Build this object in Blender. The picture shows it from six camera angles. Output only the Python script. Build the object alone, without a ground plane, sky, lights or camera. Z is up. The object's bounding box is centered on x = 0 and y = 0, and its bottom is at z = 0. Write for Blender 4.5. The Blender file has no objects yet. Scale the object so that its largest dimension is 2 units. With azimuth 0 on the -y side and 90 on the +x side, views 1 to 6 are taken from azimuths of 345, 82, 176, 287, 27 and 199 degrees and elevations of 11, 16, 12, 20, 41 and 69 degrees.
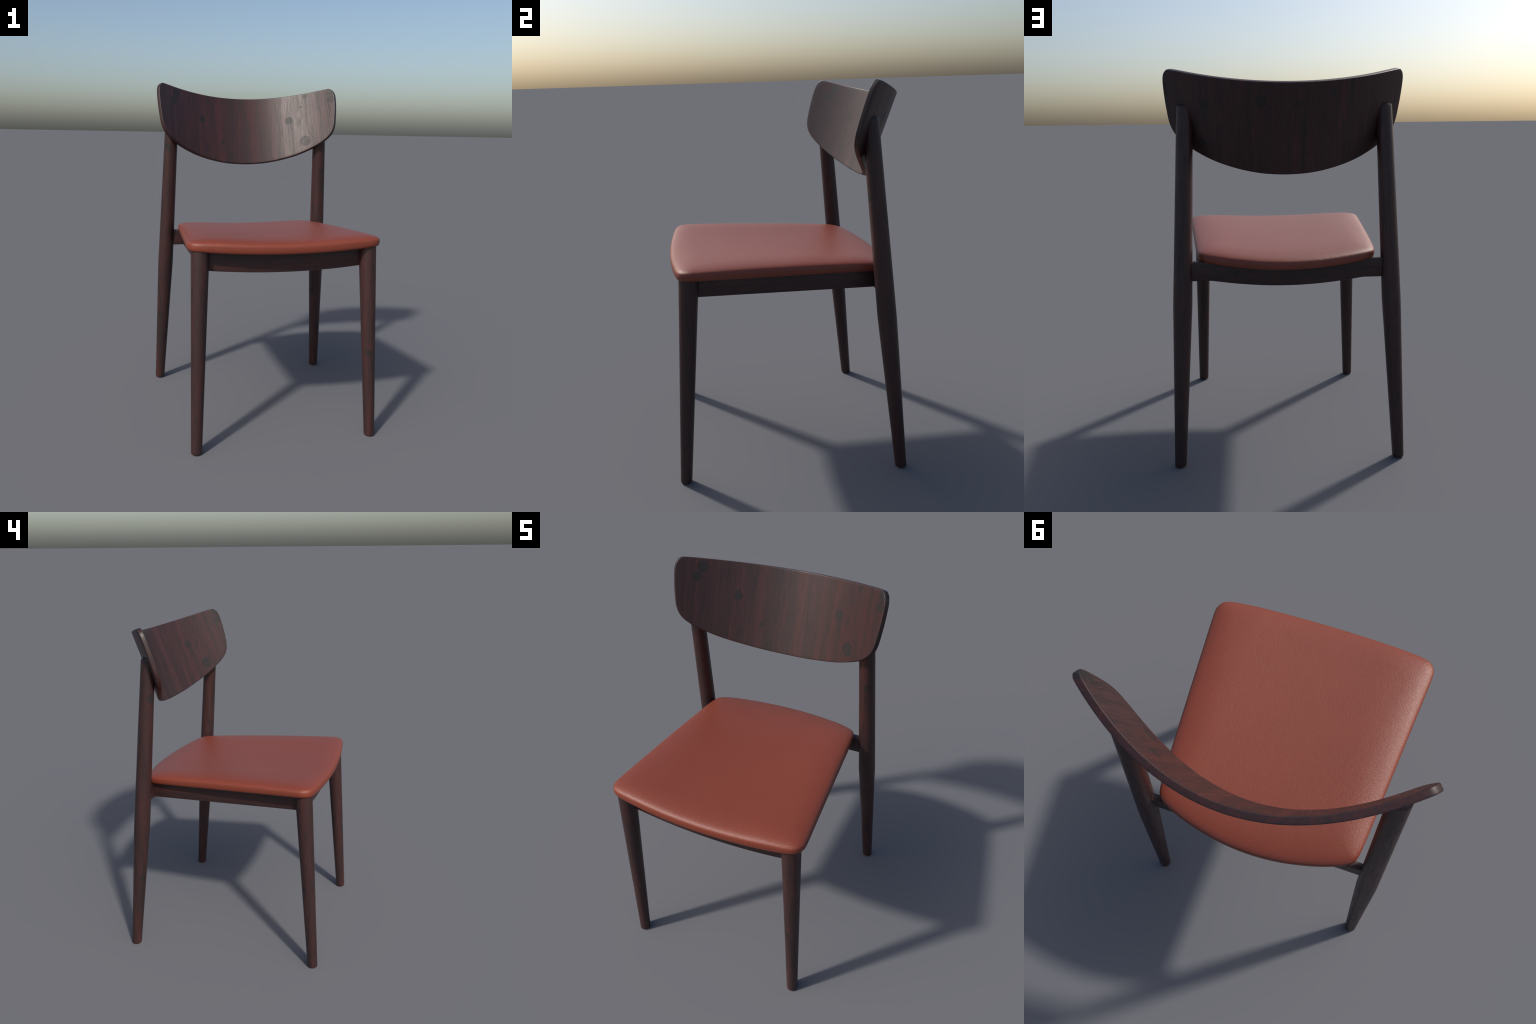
"""Mid-century dining chair: dark stained wooden frame, curved plywood backrest,
terracotta leather seat pad.  Metres, z up, front of the chair towards -y."""
import bpy, math
from mathutils import Vector

# ------------------------------------------------------------------ helpers
def lerp(a, b, t):
    return a + (b - a) * t

def interp(x, xs, ys):
    if x <= xs[0]:
        return ys[0]
    for i in range(1, len(xs)):
        if x <= xs[i]:
            return lerp(ys[i-1], ys[i], (x - xs[i-1]) / (xs[i] - xs[i-1]))
    return ys[-1]

def smooth_interp(x, xs, ys, w):
    """piecewise linear curve, softened over a window of half width w"""
    n = 9
    s = 0.0
    for i in range(n):
        d = (2 * i / (n - 1) - 1) * w
        xx = x + d
        # extrapolate linearly beyond the ends so the ends keep their slope
        if xx < xs[0]:
            v = ys[0] + (xx - xs[0]) * (ys[1] - ys[0]) / (xs[1] - xs[0])
        elif xx > xs[-1]:
            v = ys[-1] + (xx - xs[-1]) * (ys[-1] - ys[-2]) / (xs[-1] - xs[-2])
        else:
            v = interp(xx, xs, ys)
        s += v
    return s / n

def make_object(name, verts, faces, mat, parent, angle=35):
    me = bpy.data.meshes.new(name)
    me.from_pydata([tuple(v) for v in verts], [], faces)
    me.validate()
    me.update()
    me.polygons.foreach_set("use_smooth", [True] * len(me.polygons))
    me.set_sharp_from_angle(angle=math.radians(angle))
    ob = bpy.data.objects.new(name, me)
    bpy.context.scene.collection.objects.link(ob)
    ob.parent = parent
    me.materials.append(mat)
    return ob

def loft(rings, close_start=True, close_end=True):
    """closed rings of equal length -> skin; ends closed with a fan to a centre"""
    n = len(rings[0])
    verts, faces = [], []
    for r in rings:
        verts.extend(r)
    for i in range(len(rings) - 1):
        for j in range(n):
            a, b = i * n + j, i * n + (j + 1) % n
            faces.append((a, b, b + n, a + n))
    def cap(base, flip):
        c = Vector((0, 0, 0))
        for j in range(n):
            c += Vector(verts[base + j])
        verts.append(c / n)
        ci = len(verts) - 1
        for j in range(n):
            a, b = base + j, base + (j + 1) % n
            faces.append((b, a, ci) if not flip else (a, b, ci))
    if close_start:
        cap(0, False)
    if close_end:
        cap((len(rings) - 1) * n, True)
    return verts, faces

def catmull(points, per):
    """closed Catmull-Rom through 2D control points"""
    out = []
    n = len(points)
    for i in range(n):
        p0, p1, p2, p3 = (points[(i + k - 1) % n] for k in range(4))
        for s in range(per):
            t = s / per
            q = []
            for c in range(2):
                a, b, d, e = p0[c], p1[c], p2[c], p3[c]
                q.append(0.5 * (2*b + (d-a)*t + (2*a-5*b+4*d-e)*t*t + (3*b-a-3*d+e)*t**3))
            out.append(tuple(q))
    return out

def resample_closed(pts, n):
    L = [0.0]
    m = len(pts)
    for i in range(m):
        a, b = pts[i], pts[(i + 1) % m]
        L.append(L[-1] + math.hypot(b[0]-a[0], b[1]-a[1]))
    out, k = [], 0
    for i in range(n):
        d = L[-1] * i / n
        while L[k + 1] < d:
            k += 1
        t = (d - L[k]) / max(1e-9, L[k+1] - L[k])
        a, b = pts[k], pts[(k + 1) % m]
        out.append((lerp(a[0], b[0], t), lerp(a[1], b[1], t)))
    return out

def outline_normals(pts):
    """outward unit normals of a counter-clockwise closed outline"""
    n = len(pts)
    res = []
    for i in range(n):
        a, b = pts[i-1], pts[(i+1) % n]
        dx, dy = b[0]-a[0], b[1]-a[1]
        l = math.hypot(dx, dy)
        res.append((dy / l, -dx / l))
    return res

# ---------------------------------------------------------------- materials
class Graph:
    def __init__(self, name):
        self.mat = bpy.data.materials.new(name)
        self.mat.use_nodes = True
        self.t = self.mat.node_tree
        self.t.nodes.clear()
        self.out = self.t.nodes.new("ShaderNodeOutputMaterial")
        self.bsdf = self.t.nodes.new("ShaderNodeBsdfPrincipled")
        self.t.links.new(self.bsdf.outputs[0], self.out.inputs[0])
    def node(self, kind, **kw):
        n = self.t.nodes.new(kind)
        for k, v in kw.items():
            setattr(n, k, v)
        return n
    def put(self, sock, v):
        if isinstance(v, bpy.types.NodeSocket):
            self.t.links.new(v, sock)
        else:
            sock.default_value = v
    def math(self, op, a, b=0.0, c=None, clamp=False):
        n = self.node("ShaderNodeMath", operation=op, use_clamp=clamp)
        self.put(n.inputs[0], a)
        self.put(n.inputs[1], b)
        if c is not None:
            self.put(n.inputs[2], c)
        return n.outputs[0]
    def vec(self, op, a, b=(0, 0, 0), scale=None):
        n = self.node("ShaderNodeVectorMath", operation=op)
        self.put(n.inputs[0], a)
        if op not in ("LENGTH", "NORMALIZE", "SCALE"):
            self.put(n.inputs[1], b)
        if scale is not None:
            self.put(n.inputs["Scale"], scale)
        return n.outputs["Value" if op in ("LENGTH", "DOT_PRODUCT") else "Vector"]
    def noise(self, v, scale, detail=2.0, rough=0.5, out="Fac"):
        n = self.node("ShaderNodeTexNoise")
        self.put(n.inputs["Vector"], v)
        self.put(n.inputs["Scale"], scale)
        self.put(n.inputs["Detail"], detail)
        self.put(n.inputs["Roughness"], rough)
        return n.outputs[out]
    def maprange(self, v, a, b, c, d, kind="SMOOTHSTEP"):
        n = self.node("ShaderNodeMapRange", interpolation_type=kind)
        for i, x in enumerate((v, a, b, c, d)):
            self.put(n.inputs[i], x)
        return n.outputs[0]
    def mix(self, f, a, b, blend="MIX"):
        n = self.node("ShaderNodeMix", data_type="RGBA", blend_type=blend)
        self.put(n.inputs[0], f)
        self.put(n.inputs[6], a)
        self.put(n.inputs[7], b)
        return n.outputs[2]
    def ramp(self, f, stops):
        n = self.node("ShaderNodeValToRGB")
        self.put(n.inputs[0], f)
        e = n.color_ramp.elements
        while len(e) > 1:
            e.remove(e[-1])
        e[0].position, e[0].color = stops[0][0], (*stops[0][1], 1)
        for p, c in stops[1:]:
            x = e.new(p)
            x.color = (*c, 1)
        return n.outputs[0]

WOOD_DARK = (0.0165, 0.0122, 0.0120)
WOOD_MID = (0.0405, 0.0166, 0.0156)
WOOD_RED = (0.0630, 0.0208, 0.0192)
WOOD_KNOT = (0.0120, 0.0114, 0.0109)
KNOT_PALE = (0.0205, 0.0180, 0.0168)
KNOT_CORE = (0.0090, 0.0085, 0.0083)

def wood(name, grain_axis, knots=(), seed=0.0):
    """stained walnut: streaks along grain_axis, bending round ringed knots.
    knots: (x, y, z, radius, flattening in y) in object coordinates"""
    g = Graph(name)
    P = g.node("ShaderNodeTexCoord").outputs["Object"]
    across = {"x": (0, 1, 1), "y": (1, 0, 1), "z": (1, 1, 0)}[grain_axis]
    squeeze = tuple(1.0 if a else 0.05 for a in across)
    W = P
    reach = 9.0                    # distance to the nearest knot, in knot radii
    lump = g.vec("SCALE", g.vec("SUBTRACT", g.noise(P, 38, 1, out="Color"), (.5, .5, .5)), scale=0.011)
    PL = g.vec("ADD", P, lump)
    for (kx, ky, kz, r, deep) in knots:
        d = g.vec("SUBTRACT", PL, (kx, ky, kz))
        dist = g.vec("LENGTH", g.vec("MULTIPLY", d, (1.0, deep, 1.0)))
        fall = g.maprange(dist, r * 0.4, r * 2.5, 0.45, 0.0)
        W = g.vec("SUBTRACT", W, g.vec("SCALE", g.vec("MULTIPLY", d, across), scale=fall))
        reach = g.math("MINIMUM", reach, g.math("DIVIDE", dist, r))
    knot_mask = g.maprange(reach, 0.88, 1.04, 1.0, 0.0)
    # slow wander of the grain
    wander = g.vec("MULTIPLY", g.vec("SUBTRACT", g.noise(g.vec("MULTIPLY", P, tuple(1.0 if a else 0.45 for a in across)), 9, 2, out="Color"), (.5, .5, .5)), tuple(0.030 * a for a in across))
    V = g.vec("ADD", g.vec("MULTIPLY", g.vec("ADD", W, wander), squeeze), (seed, seed * 1.7, seed * 0.6))
    broad = g.noise(V, 22, 2, 0.5)
    band = g.noise(V, 74, 3, 0.6)
    fine = g.noise(V, 290, 2, 0.6)
    f = g.math("ADD", g.math("MULTIPLY", broad, 0.28),
               g.math("ADD", g.math("MULTIPLY", band, 0.40), g.math("MULTIPLY", fine, 0.32)))
    col = g.ramp(f, [(0.375, WOOD_DARK), (0.475, lerp_col(WOOD_DARK, WOOD_MID, 0.7)),
                     (0.525, WOOD_MID), (0.64, WOOD_RED)])
    if knots:
        kc = g.ramp(reach, [(0.0, KNOT_CORE), (0.16, KNOT_CORE), (0.24, KNOT_PALE), (0.34, KNOT_PALE), (0.42, WOOD_KNOT),
                            (0.56, lerp_col(WOOD_KNOT, KNOT_PALE, 0.45)), (0.64, WOOD_KNOT), (0.80, lerp_col(WOOD_KNOT, KNOT_PALE, 0.3)),
                            (0.90, KNOT_CORE), (1.0, WOOD_KNOT)])
        col = g.mix(g.math("MULTIPLY", knot_mask, 0.85), col, kc)
    g.put(g.bsdf.inputs["Base Color"], col)
    rough = g.maprange(f, 0.38, 0.62, 0.51, 0.37, "LINEAR")
    if knots:
        rough = g.math("MULTIPLY_ADD", knot_mask, 0.07, rough)
    g.put(g.bsdf.inputs["Roughness"], rough)
    g.put(g.bsdf.inputs["Specular IOR Level"], 0.42)
    b = g.node("ShaderNodeBump")
    b.inputs["Strength"].default_value = 0.25
    b.inputs["Distance"].default_value = 0.002
    g.put(b.inputs["Height"], g.math("ADD", g.math("MULTIPLY", band, 0.5), g.math("MULTIPLY", fine, 0.5)))
    g.put(g.bsdf.inputs["Normal"], b.outputs[0])
    return g.mat

def lerp_col(a, b, t):
    return tuple(lerp(x, y, t) for x, y in zip(a, b))

def leather(name):
    g = Graph(name)
    P = g.node("ShaderNodeTexCoord").outputs["Object"]
    wob = g.vec("SCALE", g.vec("SUBTRACT", g.noise(P, 60, 2, out="Color"), (.5, .5, .5)), scale=0.006)
    PW = g.vec("ADD", P, wob)
    v = g.node("ShaderNodeTexVoronoi", feature="DISTANCE_TO_EDGE")
    g.put(v.inputs["Vector"], PW)
    v.inputs["Scale"].default_value = 215
    pebble = g.maprange(v.outputs["Distance"], 0.0, 0.28, 0.0, 1.0)
    # long faint creases
    cr = g.noise(g.vec("MULTIPLY", PW, (1.0, 0.55, 1.0)), 55, 3, 0.6)
    height = g.math("ADD", g.math("MULTIPLY", pebble, 0.55), g.math("MULTIPLY", cr, 0.4))
    cloud = g.noise(P, 5, 3, 0.55)
    col = g.ramp(cloud, [(0.3, (0.192, 0.0385, 0.0182)), (0.7, (0.200, 0.0405, 0.0192))])
    col = g.mix(g.maprange(pebble, 0.0, 0.6, 0.18, 0.0), col, (0.13, 0.026, 0.018, 1))
    g.put(g.bsdf.inputs["Base Color"], col)
    g.put(g.bsdf.inputs["Roughness"], 0.44)
    g.put(g.bsdf.inputs["Specular IOR Level"], 0.5)
    b = g.node("ShaderNodeBump")
    b.inputs["Strength"].default_value = 0.25
    b.inputs["Distance"].default_value = 0.003
    g.put(b.inputs["Height"], height)
    g.put(g.bsdf.inputs["Normal"], b.outputs[0])
    return g.mat

# ---------------------------------------------------------------- the chair
chair = bpy.data.objects.new("dining_chair", None)
bpy.context.scene.collection.objects.link(chair)
chair["label"] = "dark walnut dining chair with terracotta leather seat and curved backrest"
chair["category"] = "chair"

# ----- backrest: bent plywood panel.  Its own axes: x across, z up the lean
LEAN = math.radians(20.3)
SAG = 0.775                   # parabola of the bend: depth = Q0 - SAG * x^2
Q0 = -0.1022                 # front face at the middle, along the panel normal
S_TOP = 2.0190               # top edge, measured along the lean
THICK = 0.027
EDGE_R = 0.0045

def panel_point(x, s, depth):
    slope = 2 * SAG * x
    l = math.sqrt(1 + slope * slope)
    return Vector((x + depth * slope / l, Q0 - SAG * x * x + depth / l, S_TOP + s))

half = [(0.0, -0.455), (0.15, -0.449), (0.30, -0.427), (0.40, -0.400), (0.48, -0.366),
        (0.532, -0.327), (0.558, -0.276), (0.569, -0.206), (0.575, -0.138), (0.577, -0.073),
        (0.572, -0.037), (0.559, -0.016), (0.535, -0.0065), (0.40, -0.0030), (0.2, -0.0008), (0.0, 0.0)]
outline = half + [(-x, s) for x, s in reversed(half[1:-1])]
outline = resample_closed(catmull(outline, 24), 260)
onorm = outline_normals(outline)

def panel_ring(inset, depth):
    return [panel_point(p[0] - n[0] * inset, p[1] - n[1] * inset, depth) for p, n in zip(outline, onorm)]

def panel_disc(f, inset, depth):
    c = (0.0, -0.215)
    r = []
    for p, n in zip(outline, onorm):
        x, s = p[0] - n[0] * inset, p[1] - n[1] * inset
        r.append(panel_point(lerp(c[0], x, f), lerp(c[1], s, f), depth))
    return r

rings = [panel_disc(f / 22, EDGE_R, 0.0) for f in range(1, 22)]
for i in range(7):
    a = i / 6 * math.pi / 2
    rings.append(panel_ring(EDGE_R * (1 - math.sin(a)), EDGE_R * (1 - math.cos(a))))
for i in range(7):
    a = (1 - i / 6) * math.pi / 2
    rings.append(panel_ring(EDGE_R * (1 - math.sin(a)), THICK - EDGE_R * (1 - math.cos(a))))
rings += [panel_disc(f / 22, EDGE_R, THICK) for f in range(21, 0, -1)]
verts, faces = loft(rings)

def front_knot(x, s, r):
    p = panel_point(x, s, 0.0)
    return (p.x, p.y, p.z, r * 1.25, 1.0)

def back_knot(x, s, r):
    p = panel_point(x, s, THICK)
    return (p.x, p.y, p.z, r * 1.2, 3.0 if abs(x) < 0.3 else 1.2)

panel_knots = [front_knot(0.395, -0.333, 0.030), front_knot(0.307, -0.178, 0.021), front_knot(-0.283, -0.174, 0.021),
               front_knot(-0.462, -0.046, 0.023), front_knot(-0.482, -0.100, 0.021), front_knot(-0.144, -0.311, 0.012),
               front_knot(0.386, -0.096, 0.008), front_knot(0.418, -0.023, 0.013), front_knot(0.556, -0.028, 0.022),
               front_knot(0.556, -0.084, 0.021),
               back_knot(0.378, -0.146, 0.020), back_knot(0.116, -0.091, 0.024), back_knot(-0.041, -0.105, 0.014),
               back_knot(-0.203, -0.056, 0.016)]
backrest = make_object("backrest", verts, faces, wood("bent_walnut_panel", "z", panel_knots, 3.1), chair, 60)
backrest.rotation_euler = (-LEAN, 0, 0)
backrest.location.x = 0.003

def behind_panel(p, depth):
    """push a point that lies in front of the panel's core back into the core"""
    c, s = math.cos(LEAN), math.sin(LEAN)
    q = p.y * c - p.z * s
    u = p.y * s + p.z * c
    slope = 2 * SAG * p.x
    want = Q0 - SAG * p.x ** 2 + depth * math.sqrt(1 + slope * slope)
    if u < S_TOP - 0.62:
        return p
    if q < want:
        # only where the panel really is: the outline at this x
        q = want
        return Vector((p.x, q * c + u * s, -q * s + u * c))
    return p

# ----- legs: turned, tapered
LEG_KNOTS = [(0.519, 0.366, 1.455, 0.020), (0.560, 0.477, 0.323, 0.016), (0.512, 0.463, 0.598, 0.022),
             (0.482, -0.596, 0.495, 0.020), (-0.524, 0.360, 1.607, 0.026), (-0.577, 0.467, 0.478, 0.019),
             (0.490, -0.536, 0.354, 0.010), (-0.518, -0.537, 0.530, 0.013), (0.485, 0.404, 1.203, 0.014)]

def turned_leg(axis_x, axis_y, radius, z_top, foot_r, top_r, segs=48, n=90, softness=0.0, side=1, shift=0.0, clip=False):
    """axis_x/axis_y/radius: (heights, values) curves"""
    zs = [0.0]
    for i in range(1, 7):
        zs.append(foot_r * (1 - math.cos(i / 6 * math.pi / 2)))
    for i in range(1, n):
        zs.append(lerp(foot_r, z_top - top_r, i / n))
    for i in range(7):
        zs.append(z_top - top_r + top_r * math.sin(i / 6 * math.pi / 2))
    rings = []
    for z in zs:
        cx = smooth_interp(z, *axis_x, softness)
        cy = smooth_interp(z, *axis_y, softness)
        r = smooth_interp(z, *radius, softness)
        if z < foot_r:
            t = 1 - z / foot_r
            r -= foot_r * (1 - math.sqrt(max(0.0, 1 - t * t)))
        if z > z_top - top_r:
            t = (z - z_top + top_r) / top_r
            r -= top_r * (1 - math.sqrt(max(0.0, 1 - t * t)))
        ring = []
        for j in range(segs):
            a = 2 * math.pi * j / segs
            p = Vector((side * cx + shift + r * math.cos(a), cy + r * math.sin(a), z))
            if clip:
                p = behind_panel(p, THICK * 0.5)
            ring.append(p)
        rings.append(ring)
    return loft(rings)

leg_wood = wood("turned_walnut", "z", [k + (1.0,) for k in LEG_KNOTS], 0.0)
FRONT_SHIFT = 0.0045
for side in (-1, 1):
    v, f = turned_leg(((0, 1.05), (0.5041, 0.4719)), ((0, 1.05), (-0.5966, -0.5194)),
                      ((0, 1.05), (0.0300, 0.0481)), 1.106, 0.009, 0.002, side=side, shift=FRONT_SHIFT)
    make_object("leg", v, f, leg_wood, chair)
BEND = 0.842
for side in (-1, 1):
    v, f = turned_leg(((0, BEND, 1.83), (0.5739, 0.5355, 0.493)), ((0, BEND, 1.83), (0.545, 0.4639, 0.3745)),
                      ((0, BEND, 1.83), (0.0299, 0.0485, 0.0400)), 1.834, 0.009, 0.014, softness=0.022, side=side, clip=True, n=140)
    make_object("leg", v, f, leg_wood, chair)

# ----- seat surface rules
def seat_shift(y):
    return FRONT_SHIFT * min(1.0, max(0.0, (0.5 - y) / 1.05)) * 1.3

def seat_under(x, y):
    """underside of the pad / top of the rails: slopes back, dips in the middle"""
    t = (y + 0.60) / 1.14
    return lerp(1.083, 1.034, t) + lerp(0.088, 0.140, t) * x * x

def seat_over(x, y):
    t = (y + 0.60) / 1.14
    crown = 0.010 * (1 - (y / 0.55) ** 2)
    roll = max(0.0, abs(x) - 0.30)
    heel = max(0.0, y - 0.30)          # the pad falls away towards its rear rim
    return lerp(1.151, 1.0985, t) + crown + 0.10 * x * x - 0.30 * roll * roll - 0.17 * heel * heel

# ----- rails
def rail_mesh(stations, r=0.004):
    """stations: (centre point, across unit vector, half thickness, z_bottom, z_top)"""
    rings = []
    for c, ac, h, zb, zt in stations:
        ring = []
        for cx, cz, a0 in ((h - r, zt - r, 0), (-h + r, zt - r, 90), (-h + r, zb + r, 180), (h - r, zb + r, 270)):
            for k in range(4):
                a = math.radians(a0 + 30 * k)
                o = cx + r * math.cos(a)
                ring.append(Vector((c[0] + ac[0] * o, c[1] + ac[1] * o, cz + r * math.sin(a))))
        rings.append(ring)
    return loft(rings)

rail_wood_x = wood("rail_walnut", "x", [(0.26, 0.468, 1.0, 0.018, 1.0)], 5.3)
rail_wood_y = wood("side_rail_walnut", "y", [], 7.9)

# rail under the leading edge: bows forward, sags with the pad
st = []
for i in range(41):
    x = lerp(-0.445, 0.445, i / 40)
    y = -0.531 + 0.08 * x * x
    zt = seat_under(x, -0.58) + 0.006
    zb = 0.970 + 0.10 * x * x
    st.append(((x + FRONT_SHIFT, y + 0.016), (0, -1), 0.016, zb, zt))
v, f = rail_mesh(st)
make_object("rail", v, f, rail_wood_x, chair)

# rail under the backrest side: flat tabs into the posts, bowed belly between
st = []
for i in range(81):
    x = lerp(-0.505, 0.505, i / 80)
    b = max(0.0, 1 - (x / 0.385) ** 2)
    y = 0.461 + 0.011 * b * b
    zb = 0.965 - 0.031 * b
    zt = min(seat_under(x, 0.463) + 0.004, 1.064)
    st.append(((x, y - 0.0165), (0, -1), 0.0165, zb, zt))
v, f = rail_mesh(st)
make_object("rail", v, f, rail_wood_x, chair)

for side in (-1, 1):
    st = []
    for i in range(31):
        t = i / 30
        y = lerp(-0.50, 0.44, t)
        xo = lerp(0.471, 0.4235, t)
        zb = lerp(1.001, 0.969, t)
        xo_s = side * (xo - 0.016) + seat_shift(y)
        st.append(((xo_s, y), (side, 0.0), 0.016, zb, seat_under(xo, y) + 0.004))
    v, f = rail_mesh(st)
    make_object("rail", v, f, rail_wood_y, chair)

# ----- seat pad
halfpad = [(0.0, -0.608), (0.15, -0.605), (0.30, -0.596), (0.42, -0.584), (0.490, -0.572), (0.522, -0.553), (0.537, -0.523), (0.539, -0.48),
           (0.521, -0.28), (0.501, -0.06), (0.482, 0.15), (0.465, 0.33), (0.455, 0.405), (0.440, 0.442), (0.404, 0.467),
           (0.34, 0.492), (0.25, 0.517), (0.13, 0.539), (0.0, 0.547)]
pad = halfpad + [(-x, y) for x, y in reversed(halfpad[1:-1])]
pad = resample_closed(catmull(pad, 20), 300)
pnorm = outline_normals(pad)
PC = (0.0, -0.06)

def pad_ring(inset, h):
    """h: 0 at the underside, 1 at the top surface"""
    ring = []
    near = min(inset, 0.024)          # square to the rim first, then towards the middle
    for p, n in zip(pad, pnorm):
        x, y = p[0] - n[0] * near, p[1] - n[1] * near
        k = 1 - (inset - near) / math.hypot(x - PC[0], y - PC[1])
        ring.append((lerp(PC[0], x, k), lerp(PC[1], y, k), h))
    return ring

def pad_lift(x, y, h):
    zb, zt = seat_under(x, y), seat_over(x, y)
    return Vector((x + seat_shift(y), y, lerp(zb, zt, h)))

rings = []
under = pad_ring(0.010, 0.0)
for k in range(1, 10):
    rings.append([pad_lift(lerp(PC[0], x, k / 10), lerp(PC[1], y, k / 10), -0.06) for x, y, h in under])
prof = [(0.010, -0.06), (0.0065, -0.04), (0.003, 0.03), (0.001, 0.13), (0.0, 0.24), (0.0, 0.40), (0.0004, 0.52), (0.0025, 0.62), (0.0070, 0.705),
        (0.0140, 0.775), (0.0225, 0.828), (0.0320, 0.868), (0.044, 0.902), (0.058, 0.932), (0.076, 0.958), (0.098, 0.979), (0.125, 0.993)]
for inset, h in prof:
    rings.append([pad_lift(x, y, hh) for x, y, hh in pad_ring(inset, h)])
last = pad_ring(0.125, 0.993)
for k in range(20, 0, -1):
    t = k / 21
    h = lerp(1.0, 0.993, t ** 5)
    rings.append([pad_lift(lerp(PC[0], x, t), lerp(PC[1], y, t), h) for x, y, hh in last])
v, f = loft(rings)
make_object("seat_cushion", v, f, leather("terracotta_leather"), chair, 60)
